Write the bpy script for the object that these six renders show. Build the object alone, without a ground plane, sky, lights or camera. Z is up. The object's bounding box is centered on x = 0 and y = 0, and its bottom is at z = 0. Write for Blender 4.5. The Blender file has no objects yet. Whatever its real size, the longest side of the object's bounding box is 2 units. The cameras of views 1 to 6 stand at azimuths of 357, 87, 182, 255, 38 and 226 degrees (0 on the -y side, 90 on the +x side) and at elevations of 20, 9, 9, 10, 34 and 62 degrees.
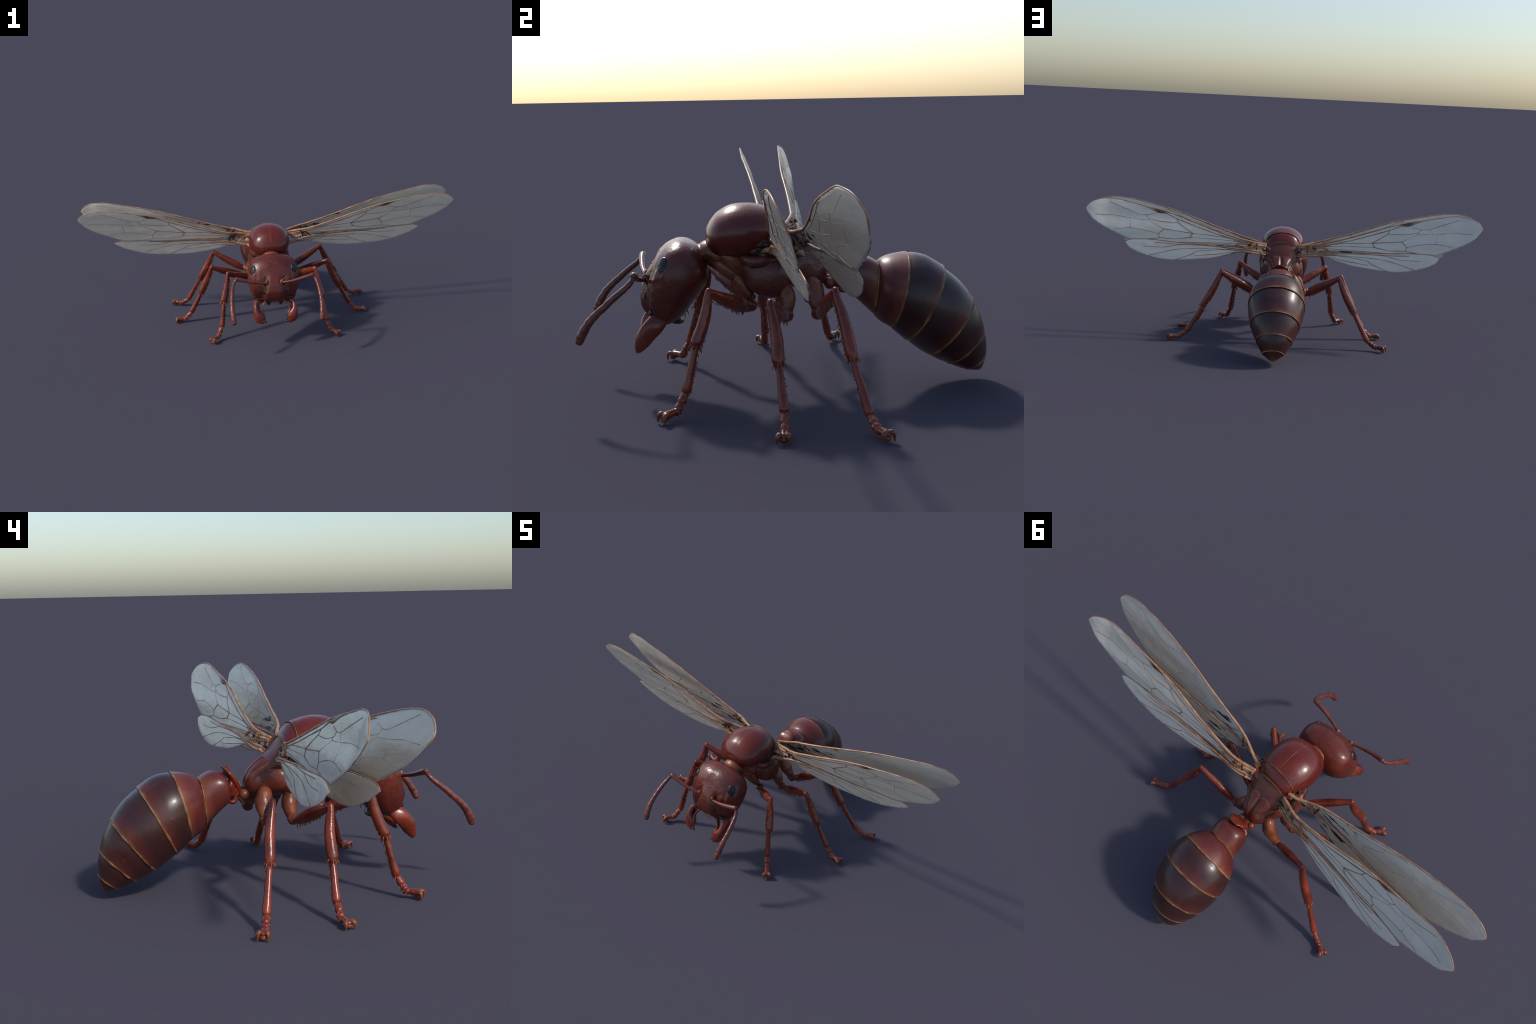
# A winged reproductive ant, modelled part by part.  Head towards -y, mirror
# symmetric about x = 0.  All sizes in metres in the given frame.
import bpy, math, random
import numpy as np

rng = random.Random(7)
V = lambda *a: np.array(a, float)


# ----------------------------------------------------------------------------
# node helpers
# ----------------------------------------------------------------------------
class Nodes:
    def __init__(self, name):
        self.mat = bpy.data.materials.new(name)
        self.mat.use_nodes = True
        self.t = self.mat.node_tree
        self.bsdf = self.t.nodes["Principled BSDF"]
        self.co = self.new("ShaderNodeTexCoord").outputs["Object"]

    def new(self, kind, **kw):
        n = self.t.nodes.new(kind)
        for k, v in kw.items():
            setattr(n, k, v)
        return n

    def put(self, sock, val):
        if isinstance(val, bpy.types.NodeSocket):
            self.t.links.new(val, sock)
        else:
            sock.default_value = val

    def math(self, op, a, b=0.0, clamp=False):
        n = self.new("ShaderNodeMath", operation=op, use_clamp=clamp)
        self.put(n.inputs[0], a)
        self.put(n.inputs[1], b)
        return n.outputs[0]

    def noise(self, scale, detail=3.0, rough=0.55, stretch=(1, 1, 1), rot=(0, 0, 0)):
        m = self.new("ShaderNodeMapping")
        self.put(m.inputs["Vector"], self.co)
        m.inputs["Scale"].default_value = stretch
        m.inputs["Rotation"].default_value = rot
        n = self.new("ShaderNodeTexNoise")
        self.put(n.inputs["Vector"], m.outputs[0])
        n.inputs["Scale"].default_value = scale
        n.inputs["Detail"].default_value = detail
        n.inputs["Roughness"].default_value = rough
        return n.outputs["Fac"]

    def ramp(self, fac, stops):
        r = self.new("ShaderNodeValToRGB")
        self.put(r.inputs[0], fac)
        e = r.color_ramp.elements
        while len(e) < len(stops):
            e.new(0.5)
        for el, (p, c) in zip(e, stops):
            el.position = p
            el.color = (*c, 1) if len(c) == 3 else c
        return r.outputs[0]

    def window(self, fac, lo, hi):
        """0 below lo, 1 above hi, smooth between."""
        n = self.new("ShaderNodeMapRange", interpolation_type="SMOOTHSTEP")
        self.put(n.inputs["Value"], fac)
        n.inputs["From Min"].default_value = lo
        n.inputs["From Max"].default_value = hi
        return n.outputs["Result"]

    def mix(self, fac, a, b):
        n = self.new("ShaderNodeMix", data_type="RGBA")
        self.put(n.inputs["Factor"], fac)
        for s, v in ((n.inputs["A"], a), (n.inputs["B"], b)):
            if not isinstance(v, bpy.types.NodeSocket):
                v = (*v, 1) if len(v) == 3 else v
            # the colour sockets share their name with float/vector ones
        ca = [s for s in n.inputs if s.name == "A" and s.type == "RGBA"][0]
        cb = [s for s in n.inputs if s.name == "B" and s.type == "RGBA"][0]
        fa = [s for s in n.inputs if s.name == "Factor" and s.type == "VALUE"][0]
        self.put(fa, fac)
        self.put(ca, a if isinstance(a, bpy.types.NodeSocket) else (*a, 1))
        self.put(cb, b if isinstance(b, bpy.types.NodeSocket) else (*b, 1))
        return [s for s in n.outputs if s.type == "RGBA"][0]

    def plane(self, nrm, off):
        """signed distance of the shaded point to a plane."""
        d = self.new("ShaderNodeVectorMath", operation="DOT_PRODUCT")
        self.put(d.inputs[0], self.co)
        d.inputs[1].default_value = nrm
        return self.math("SUBTRACT", d.outputs["Value"], off)

    def bump(self, height, strength, dist=0.004):
        b = self.new("ShaderNodeBump")
        b.inputs["Strength"].default_value = strength
        b.inputs["Distance"].default_value = dist
        self.put(b.inputs["Height"], height)
        self.put(self.bsdf.inputs["Normal"], b.outputs[0])

    def finish(self, color, rough=0.3, coat=0.0, spec=0.5):
        self.put(self.bsdf.inputs["Base Color"], color)
        self.put(self.bsdf.inputs["Roughness"], rough)
        self.bsdf.inputs["Coat Weight"].default_value = coat
        self.bsdf.inputs["Coat Roughness"].default_value = 0.18
        self.bsdf.inputs["Specular IOR Level"].default_value = spec * 0.9
        return self.mat


def chitin(name, lo, hi, scale=7.0, rough=0.3, coat=0.25, mottle=0.5, bump=0.12):
    n = Nodes(name)
    base = n.ramp(n.noise(scale, 4), [(0.32, lo), (0.68, hi)])
    speck = n.math("MAXIMUM", n.window(n.noise(55, 3, 0.6), 0.60, 0.74), n.math("MULTIPLY", n.window(n.noise(11, 5, 0.65), 0.52, 0.68), 0.6))
    col = n.mix(n.math("MULTIPLY", speck, mottle), base, tuple(c * 0.45 for c in lo))
    r = n.math("ADD", n.math("MULTIPLY", n.noise(22, 5, 0.65), 0.34), rough - 0.19)
    n.bump(n.noise(90, 3), bump)
    return n.finish(col, r, coat)


M_HEAD = chitin("head_chitin", (0.078, 0.012, 0.008), (0.138, 0.025, 0.013), 9, 0.33, 0.12, 0.6, 0.35)
M_SCUTUM = chitin("scutum_chitin", (0.080, 0.008, 0.006), (0.150, 0.021, 0.010), 6, 0.31, 0.15, 0.35, 0.15)
M_THORAX = chitin("thorax_chitin", (0.070, 0.012, 0.008), (0.150, 0.033, 0.016), 12, 0.34, 0.12, 0.6, 0.3)
M_COLLAR = chitin("collar_chitin", (0.13, 0.030, 0.013), (0.26, 0.072, 0.028), 15, 0.34, 0.12, 0.6, 0.3)
M_LEG = chitin("leg_chitin", (0.110, 0.014, 0.006), (0.235, 0.036, 0.014), 14, 0.30, 0.2, 0.6, 0.25)
M_JOINT = chitin("joint_chitin", (0.120, 0.024, 0.010), (0.235, 0.064, 0.023), 18, 0.36, 0.12, 0.7, 0.3)
M_SPINE = chitin("spine_chitin", (0.15, 0.045, 0.018), (0.26, 0.09, 0.035), 30, 0.45, 0.0)
M_ANTENNA = chitin("antenna_chitin", (0.10, 0.022, 0.016), (0.18, 0.042, 0.026), 30, 0.33, 0.2, 0.5, 0.3)
M_RIM = chitin("rim_chitin", (0.13, 0.058, 0.022), (0.31, 0.165, 0.068), 34, 0.45, 0.0, 0.9)
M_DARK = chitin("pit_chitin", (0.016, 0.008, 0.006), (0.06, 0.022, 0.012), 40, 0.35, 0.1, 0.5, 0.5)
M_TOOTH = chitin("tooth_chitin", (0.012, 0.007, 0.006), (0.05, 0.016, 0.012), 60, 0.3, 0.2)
M_EYE = chitin("eye_surface", (0.005, 0.006, 0.007), (0.016, 0.019, 0.022), 30, 0.34, 0.0, 0.4, 0.8)
def blend_out(mat, x_in, x_out, far):
    """mix a material's colour towards another one out along the wing."""
    t = mat.node_tree
    b = t.nodes["Principled BSDF"]
    n = Nodes.__new__(Nodes)
    n.mat, n.t, n.bsdf = mat, t, b
    n.co = n.new("ShaderNodeTexCoord").outputs["Object"]
    sx = n.new("ShaderNodeSeparateXYZ")
    n.put(sx.inputs[0], n.co)
    k = n.window(n.math("ABSOLUTE", sx.outputs["X"]), x_in, x_out)
    src = b.inputs["Base Color"].links[0].from_socket
    n.put(b.inputs["Base Color"], n.mix(k, src, far))
    return mat


M_VEIN = chitin("vein_brown", (0.17, 0.062, 0.022), (0.31, 0.140, 0.056), 14, 0.45, 0.0)
blend_out(M_VEIN, 0.46, 0.72, (0.30, 0.205, 0.115))
M_COSTA = chitin("costa_tan", (0.27, 0.115, 0.052), (0.50, 0.27, 0.145), 25, 0.38, 0.05, 0.6)
M_STIGMA = chitin("stigma_brown", (0.095, 0.030, 0.013), (0.18, 0.075, 0.032), 18, 0.4, 0.0)


blend_out(M_STIGMA, 0.635, 0.675, (0.34, 0.26, 0.15))
M_RIDGE = chitin("wing_ridge_brown", (0.34, 0.28, 0.215), (0.46, 0.39, 0.31), 14, 0.42, 0.0)


def membrane_mat(name, inner):
    n = Nodes(name)
    fleck = n.noise(14, 4, 0.6, (0.4, 1, 1.6))
    col = n.ramp(fleck, [(0.3, (0.640, 0.580, 0.490)), (0.7, (0.740, 0.675, 0.575))])
    stain = n.window(n.noise(9, 4, 0.6), 0.58, 0.78)
    col = n.mix(n.math("MULTIPLY", stain, 0.25), col, (0.42, 0.36, 0.27))
    x = n.new("ShaderNodeSeparateXYZ")
    n.put(x.inputs[0], n.co)
    ax = n.math("ABSOLUTE", x.outputs["X"])
    # brownish membrane close to the wing root
    root = n.window(ax, 0.30, 0.13)
    col = n.mix(n.math("MULTIPLY", root, 0.6), col, (0.24, 0.16, 0.095))
    if inner:
        dark_patch = n.window(n.noise(44, 3, 0.5, (0.24, 1, 1.7)), 0.575, 0.60)
        near = n.math("MULTIPLY", n.window(ax, 0.50, 0.28), n.window(ax, 0.11, 0.16))
        col = n.mix(0.18, col, (0.34, 0.29, 0.23))
        col = n.mix(n.window(n.math("MULTIPLY", dark_patch, near), 0.35, 0.5), col, (0.008, 0.008, 0.009))
    n.bump(n.noise(18, 5, 0.62, (0.5, 1, 1.3)), 0.34, 0.007)
    return n.finish(col, 0.30, 0.15)


M_WING = membrane_mat("wing_membrane", False)
M_WING_IN = membrane_mat("wing_membrane_inner", True)


def edge_mat():
    n = Nodes("wing_edge")
    col = n.ramp(n.noise(38, 3), [(0.35, (0.04, 0.035, 0.03)), (0.48, (0.22, 0.19, 0.16)), (0.6, (0.60, 0.55, 0.48))])
    return n.finish(col, 0.4)


M_EDGE = edge_mat()


# ----------------------------------------------------------------------------
# geometry helpers
# ----------------------------------------------------------------------------
def spline(rows, per=6):
    """Catmull-Rom through rows of numbers, per steps a span."""
    p = np.array(rows, float)
    n = len(p)
    out = []
    for i in range(n - 1):
        p0, p1, p2, p3 = p[max(i - 1, 0)], p[i], p[i + 1], p[min(i + 2, n - 1)]
        if i == 0:
            p0 = 2 * p1 - p2
        if i == n - 2:
            p3 = 2 * p2 - p1
        for k in range(per):
            t = k / per
            out.append(0.5 * (2 * p1 + (p2 - p0) * t + (2 * p0 - 5 * p1 + 4 * p2 - p3) * t * t
                              + (3 * p1 - p0 - 3 * p2 + p3) * t ** 3))
    out.append(p[-1])
    return np.array(out)


def sup(a, e):
    return math.copysign(abs(a) ** (2.0 / e), a)


def ring(c, a, b, n, e=2.0):
    pts = []
    for i in range(n):
        t = 2 * math.pi * i / n
        pts.append(c + a * sup(math.cos(t), e) + b * sup(math.sin(t), e))
    return pts


class Geo:
    """collects vertices and faces of one mesh."""

    def __init__(self):
        self.v, self.f, self.m = [], [], []

    def rings(self, rr, cap=True, mat=0):
        n = len(rr[0])
        o = len(self.v)
        for r in rr:
            self.v += [tuple(p) for p in r]
        for i in range(len(rr) - 1):
            for j in range(n):
                a, b = o + i * n + j, o + i * n + (j + 1) % n
                self.f.append((a, b, b + n, a + n))
                self.m.append(mat)
        if cap:
            for i, flip in ((0, True), (len(rr) - 1, False)):
                c = len(self.v)
                self.v.append(tuple(np.mean(np.array(rr[i]), 0)))
                for j in range(n):
                    a, b = o + i * n + j, o + i * n + (j + 1) % n
                    self.f.append((b, a, c) if flip else (a, b, c))
                    self.m.append(mat)
        return self

    def tube(self, path, rad, n=12, up=(0, 0, 1), mat=0, round_end=True, e=2.0, rip=0.0, per=6, lump=0.0):
        """path rows (x,y,z); rad rows r or (ra, rb): ra sideways, rb along up."""
        rad = [(r, r) if np.isscalar(r) else r for r in rad]
        rows = spline([list(p) + list(r) for p, r in zip(path, rad)], per)
        P, R = rows[:, :3], np.maximum(rows[:, 3:], 1e-4)
        T = np.gradient(P, axis=0)
        T /= np.linalg.norm(T, axis=1)[:, None]
        up = V(*up)
        rr = []

        def add(c, t, ra, rb):
            s = np.cross(t, up)
            s /= np.linalg.norm(s) + 1e-9
            u = np.cross(s, t)
            rr.append(ring(c, s * ra, u * rb, n, e))

        k = len(P)
        caps = [0.15, 0.5, 0.8]
        if round_end:
            for q in caps:
                add(P[0] - T[0] * R[0].mean() * math.sqrt(1 - q * q), T[0], R[0, 0] * q, R[0, 1] * q)
        for i in range(k):
            w = 1 + rip * math.sin(i * 2 * math.pi / per)
            add(P[i], T[i], R[i, 0] * w, R[i, 1] * w)
            if lump:
                rr[-1] = [P[i] + (q - P[i]) * (1 + lump * fbm(q, 120, 2) + lump * .6 * fbm(q, 290, 5)) for q in rr[-1]]
        if round_end:
            for q in reversed(caps):
                add(P[-1] + T[-1] * R[-1].mean() * math.sqrt(1 - q * q), T[-1], R[-1, 0] * q, R[-1, 1] * q)
        return self.rings(rr, True, mat)

    def cone(self, base, tip, r, n=6, mat=0):
        base, tip = V(*base), V(*tip)
        t = tip - base
        L = np.linalg.norm(t)
        t = t / L
        s = np.cross(t, V(0.31, 0.52, 0.8))
        s /= np.linalg.norm(s)
        u = np.cross(t, s)
        return self.rings([ring(base - t * r * 0.8, s * r, u * r, n),
                           ring(base + t * L * 0.5, s * r * 0.72, u * r * 0.72, n),
                           ring(tip, s * r * 0.22, u * r * 0.22, n)], True, mat)

    def ball(self, c, ax, ay, az, n=24, m=14, e=2.0, mat=0):
        """ellipsoid with axis vectors ax, ay, az (poles on az)."""
        c = V(*c)
        rr = []
        for i in range(m + 1):
            ph = -math.pi / 2 + math.pi * (0.03 + 0.94 * i / m)
            k = abs(math.cos(ph)) ** (2 / e)
            rr.append(ring(c + V(*az) * sup(math.sin(ph), e), V(*ax) * k, V(*ay) * k, n, e))
        return self.rings(rr, True, mat)

    def mirrored(self):
        g = Geo()
        g.v = [(-x, y, z) for x, y, z in self.v]
        g.f = [tuple(reversed(f)) for f in self.f]
        g.m = list(self.m)
        return g

    def obj(self, name, parent, *mats, smooth=True, kind=None, flat_angle=None):
        me = bpy.data.meshes.new(name)
        me.from_pydata([tuple(map(float, p)) for p in self.v], [], self.f)
        for m in mats:
            me.materials.append(m)
        if len(mats) > 1:
            me.polygons.foreach_set("material_index", self.m)
        me.validate()
        me.update()
        import bmesh
        bm = bmesh.new()
        bm.from_mesh(me)
        bmesh.ops.recalc_face_normals(bm, faces=bm.faces[:])
        bm.to_mesh(me)
        bm.free()
        me.polygons.foreach_set("use_smooth", [smooth] * len(me.polygons))
        if flat_angle:
            me.set_sharp_from_angle(angle=math.radians(flat_angle))
        o = bpy.data.objects.new(name, me)
        bpy.context.scene.collection.objects.link(o)
        o.parent = parent
        if kind:
            o["kind"] = kind
        return o


def both(g, name, parents, *mats, **kw):
    """the part on the +x side and its mirror twin."""
    if not isinstance(parents, (list, tuple)):
        parents = (parents, parents)
    return (g.obj(name, parents[0], *mats, **kw), g.mirrored().obj(name, parents[1], *mats, **kw))


def fbm(p, s, seed=0):
    """cheap smooth pseudo noise in -1..1 for lumps in the geometry."""
    x, y, z = (np.asarray(p) * s + seed * 3.17)
    return (math.sin(x * 1.3 + 1.7 * math.sin(y * 1.1 + .3)) + math.sin(y * 1.7 + 1.3 * math.sin(z * 1.2 + 1.1))
            + math.sin(z * 1.5 + 1.5 * math.sin(x * 0.9 + 2.1))) / 3


def smooth01(t):
    t = min(max(t, 0.0), 1.0)
    return t * t * (3 - 2 * t)


# ----------------------------------------------------------------------------
# root
# ----------------------------------------------------------------------------
ant = bpy.data.objects.new("winged_ant", None)
bpy.context.scene.collection.objects.link(ant)
ant["label"] = "glossy red-brown winged ant with grey veined wings"
ant["category"] = "ant"

# ----------------------------------------------------------------------------
# head: ribs from the face (front point) to the back of the head, half width
# ----------------------------------------------------------------------------
HEAD = [  # front y, z   back y, z   half width
    (-0.268, 0.437, -0.257, 0.418, 0.030),
    (-0.284, 0.447, -0.247, 0.398, 0.066),
    (-0.306, 0.455, -0.238, 0.372, 0.096),
    (-0.335, 0.453, -0.236, 0.346, 0.116),
    (-0.366, 0.436, -0.243, 0.324, 0.127),
    (-0.394, 0.399, -0.256, 0.304, 0.132),
    (-0.410, 0.360, -0.272, 0.283, 0.130),
    (-0.419, 0.322, -0.288, 0.262, 0.124),
    (-0.424, 0.287, -0.305, 0.240, 0.115),
    (-0.421, 0.260, -0.328, 0.220, 0.105),
    (-0.414, 0.242, -0.352, 0.208, 0.094),
    (-0.402, 0.232, -0.366, 0.212, 0.070),
]
rows = spline(HEAD, 6)
rr = []
for i, (fy, fz, by, bz, w) in enumerate(rows):
    s = i / 6.0
    c = V(0, (fy + by) / 2, (fz + bz) / 2)
    b = V(0, (fy - by) / 2, (fz - bz) / 2)
    pts = ring(c, V(w, 0, 0), b, 96, 2.6)
    nrm = b / np.linalg.norm(b)
    out = []
    for p in pts:
        front = np.dot(p - c, nrm) / np.linalg.norm(b)
        if front > 0:
            x = abs(p[0])
            # clypeus shield standing proud between the antennae and the jaws
            k = smooth01((s - 5.0) / 2.2) * (1 - 0.4 * smooth01((s - 9.8) / 1.2))
            half = 0.036 + 0.018 * smooth01((s - 6.5) / 2.5)
            p = p + nrm * 0.015 * k * (1 - smooth01((x - half + 0.008) / 0.016)) * smooth01(front * 2)
            # hollow beside the clypeus, above the jaw hinge
            p = p - nrm * 0.015 * math.exp(-((x - 0.075) / 0.017) ** 2 - ((s - 9.3) / 1.0) ** 2)
            # ridged cheeks: shallow flutes running down from the eye
            p = p - nrm * 0.0022 * math.sin(x * 230) * smooth01((x - 0.055) / 0.02) * smooth01((s - 4.5) / 1.5)
            # antenna socket
            p = p - nrm * 0.009 * math.exp(-((x - 0.044) / 0.010) ** 2 - ((s - 6.3) / 0.45) ** 2)
            # faint median furrow
            p = p - nrm * 0.0014 * math.exp(-(x / 0.004) ** 2) * smooth01((s - 1) / 2) * (1 - smooth01((s - 4.6) / 1))
            p = p + nrm * (0.0014 * fbm(p, 55, 1) + 0.0008 * fbm(p, 140, 2) * smooth01((s - 3) / 2))
        out.append(p)
    rr.append(out)
head = Geo().rings(rr).obj("head", ant, M_HEAD)
FACE = np.array([p for r in rr for p in r[:49]])      # front half of the rings


def on_face(x, z, lift=0.0):
    k = FACE[np.argmin((FACE[:, 0] - x) ** 2 + (FACE[:, 2] - z) ** 2 - 0.02 * (FACE[:, 1] < -0.33))]
    return (x, k[1] - lift, z)


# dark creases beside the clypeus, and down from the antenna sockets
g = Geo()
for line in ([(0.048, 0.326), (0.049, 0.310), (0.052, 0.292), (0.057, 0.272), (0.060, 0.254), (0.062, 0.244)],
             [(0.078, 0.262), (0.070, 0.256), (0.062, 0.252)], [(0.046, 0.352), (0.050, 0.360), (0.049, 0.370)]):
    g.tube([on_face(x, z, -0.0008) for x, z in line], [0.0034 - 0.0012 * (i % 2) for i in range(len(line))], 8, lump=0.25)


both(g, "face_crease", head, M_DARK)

# collar that joins the head to the prothorax
g = Geo()
g.tube([(0, -0.285, 0.405), (0, -0.255, 0.410), (0, -0.236, 0.414), (0, -0.205, 0.405)],
       [(0.050, 0.034), (0.044, 0.028), (0.048, 0.036), (0.056, 0.044)], 36)
neck = g.obj("neck", ant, M_COLLAR)

# eyes
g = Geo()
en = V(0.80, -0.56, 0.20); en /= np.linalg.norm(en)
ev = V(0.10, -0.20, 1.0); ev -= en * ev.dot(en); ev /= np.linalg.norm(ev)
eu = np.cross(en, ev)
EYE = V(0.1055, -0.362, 0.379)
g.ball(EYE, eu * 0.0240, ev * 0.0385, en * 0.0130, 32, 16)
both(g, "eye", head, M_EYE)
g = Geo()
for x, y, z in ((0, -0.402, 0.383), (0.022, -0.377, 0.421), (-0.022, -0.377, 0.421)):
    g = Geo().ball((x, y, z), (0.004, 0, 0), (0, 0.004, 0), (0, 0, 0.004), 14, 8)
    g.obj("ocellus", head, M_HEAD)

# frontal lobes that carry the antennae, with the dark socket membrane
g = Geo()
g.ball((0.036, -0.419, 0.342), (0.010, -0.003, 0), (0.002, 0.010, 0), (0.004, -0.004, 0.017), 20, 12)
both(g, "frontal_lobe", head, M_COLLAR)
g = Geo()
g.ball((0.049, -0.4125, 0.331), (0.010, 0, 0), (0, 0.006, 0), (0.004, -0.003, 0.014), 16, 10)
both(g, "antenna_socket", head, M_DARK)

# bristles of the mouth: under the clypeus and below the chin
g = Geo()
for i in range(9):
    x = -0.022 + 0.0055 * i + rng.uniform(-.002, .002)
    g.cone((x, -0.410, 0.237), (x * 1.15 + rng.uniform(-.003, .003), -0.416 + rng.uniform(-.006, .004), 0.216 - rng.uniform(0, .009)), 0.0013)
for i in range(16):
    x = rng.uniform(-0.055, 0.055)
    y = rng.uniform(-0.348, -0.302)
    z = 0.222 - (y + 0.348) * -0.45
    g.cone((x, y, z), (x * 1.1, y + rng.uniform(-.002, .008), z - rng.uniform(.014, .026)), 0.0018)
g.obj("mouth_bristle", head, M_SPINE, kind="stuff")

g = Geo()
g.ball((0.076, -0.404, 0.247), (0.019, 0, 0.002), (0, 0.007, 0.003), (0.004, -0.004, 0.010), 20, 12)  # dark solid blob modelled for the shadow inside the cheek hollow
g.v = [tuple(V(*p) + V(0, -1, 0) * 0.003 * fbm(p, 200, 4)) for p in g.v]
both(g, "jaw_hollow_shade", head, M_DARK)

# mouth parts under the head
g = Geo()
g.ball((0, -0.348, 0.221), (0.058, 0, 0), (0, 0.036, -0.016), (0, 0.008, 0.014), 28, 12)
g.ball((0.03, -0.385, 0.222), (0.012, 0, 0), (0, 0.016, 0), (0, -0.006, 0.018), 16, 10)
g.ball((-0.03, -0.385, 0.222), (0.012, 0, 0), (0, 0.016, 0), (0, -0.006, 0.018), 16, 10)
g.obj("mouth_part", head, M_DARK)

# ----------------------------------------------------------------------------
# mandibles: curved outer wall, toothed blade, pale inner arm
# ----------------------------------------------------------------------------
g = Geo()
g.tube([(0.076, -0.376, 0.240), (0.096, -0.394, 0.218), (0.0975, -0.416, 0.194), (0.0885, -0.431, 0.170),
        (0.080, -0.441, 0.153), (0.070, -0.447, 0.1405)],
       [(0.020, 0.027), (0.0155, 0.028), (0.0155, 0.027), (0.0255, 0.023), (0.0255, 0.015), (0.014, 0.007)],
       28, up=(0, 1, -0.28), e=2.3)
jaw = both(g, "mandible", ant, M_LEG)
g = Geo()
g.tube([(0.045, -0.396, 0.240), (0.060, -0.407, 0.222), (0.071, -0.418, 0.203), (0.071, -0.426, 0.190), (0.064, -0.433, 0.180)],
       [(0.006, 0.012), (0.0042, 0.012), (0.0035, 0.010), (0.0035, 0.009), (0.005, 0.008)], 14, up=(0, 1, -0.28))
both(g, "mandible_arm", jaw, M_COLLAR)
for i in range(6):
    t = i / 5
    b = V(0.066, -0.437, 0.178) * (1 - t) + V(0.060, -0.448, 0.142) * t
    L = 0.0105 + (0.006 if i == 5 else 0.003 * (i % 2))
    g = Geo().cone(b, b + V(-1, -0.15, -0.35 - 0.1 * t) / 1.1 * L, 0.0036 + (0.0022 if i == 5 else 0), 8)
    both(g, "tooth", jaw, M_TOOTH)
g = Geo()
g.ball((0.088, -0.412, 0.205), (0.008, 0, 0.0), (0, 0.014, 0), (0.0, -0.006, 0.020), 16, 10)  # near-black ball between the outer wall and the inner arm
both(g, "mandible_dark_ball", jaw, M_TOOTH)

# ----------------------------------------------------------------------------
# antennae
# ----------------------------------------------------------------------------
g = Geo()
g.tube([(0.038, -0.421, 0.340), (0.060, -0.429, 0.345), (0.105, -0.438, 0.355), (0.155, -0.442, 0.370), (0.192, -0.442, 0.380)],
       [0.0068, 0.0064, 0.0078, 0.0098, 0.0114], 16)
scape = both(g, "antenna", ant, M_ANTENNA)
g = Geo()
g.tube([(0.190, -0.443, 0.379), (0.2045, -0.449, 0.366), (0.2120, -0.466, 0.349), (0.2170, -0.487, 0.332), (0.2200, -0.507, 0.316),
        (0.2220, -0.525, 0.299), (0.2228, -0.545, 0.282), (0.2228, -0.562, 0.264), (0.2220, -0.577, 0.244),
        (0.2205, -0.588, 0.224), (0.2185, -0.595, 0.207)],
       [0.0074, 0.0076, 0.0086, 0.0093, 0.0098, 0.0103, 0.0108, 0.0116, 0.0126, 0.0130, 0.0122],
       18, up=(1, 0, 0), rip=0.035, per=8, lump=0.05)
both(g, "flagellum", scape, M_ANTENNA)

# ----------------------------------------------------------------------------
# thorax
# ----------------------------------------------------------------------------
THORAX = [  # y, top z, bottom z, half width
    (-0.232, 0.447, 0.388, 0.038), (-0.215, 0.468, 0.362, 0.046), (-0.180, 0.500, 0.340, 0.050),
    (-0.130, 0.528, 0.318, 0.058), (-0.080, 0.530, 0.298, 0.078), (-0.040, 0.523, 0.292, 0.087),
    (-0.005, 0.488, 0.300, 0.086), (0.020, 0.450, 0.305, 0.078), (0.045, 0.416, 0.310, 0.062),
    (0.075, 0.398, 0.312, 0.046), (0.100, 0.375, 0.315, 0.032), (0.113, 0.358, 0.322, 0.020)]
rr = []
for y, t, b, w in spline(THORAX, 5):
    pts = ring(V(0, y, (t + b) / 2), V(w, 0, 0), V(0, 0, (t - b) / 2), 56, 2.3)
    rr.append([p + V(1, 0, 0) * np.sign(p[0]) * 0.002 * fbm(p, 70, 2) for p in pts])
thorax = Geo().rings(rr).obj("thorax", ant, M_THORAX)

# mesoscutum: the big glossy dome
SCUT = [  # y, top, bottom, half width
    (-0.2425, 0.472, 0.446, 0.022), (-0.238, 0.488, 0.426, 0.047), (-0.226, 0.509, 0.408, 0.071),
    (-0.208, 0.530, 0.396, 0.088), (-0.183, 0.546, 0.390, 0.099), (-0.155, 0.5550, 0.388, 0.1055),
    (-0.125, 0.5580, 0.390, 0.1075), (-0.095, 0.5545, 0.396, 0.1045), (-0.068, 0.5475, 0.404, 0.098), (-0.043, 0.540, 0.412, 0.089)]


def scut_ring(row, n=64, k=1.0):
    y, t, b, w = row
    return ring(V(0, y, (t + b) / 2), V(w * k, 0, 0), V(0, 0, (t - b) / 2 * k), n, 2.05)


rows_s = spline(SCUT, 6)
rr = []
for r in rows_s:
    pts = scut_ring(r, 72)
    rr.append([p - V(0, 0, 1) * 0.0012 * math.exp(-(p[0] / 0.003) ** 2) * (p[2] > 0.49)
               + V(0, 0, 0.0007) * fbm(p, 45, 5) for p in pts])
scutum = Geo().rings(rr).obj("mesoscutum", thorax, M_SCUTUM)

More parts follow.
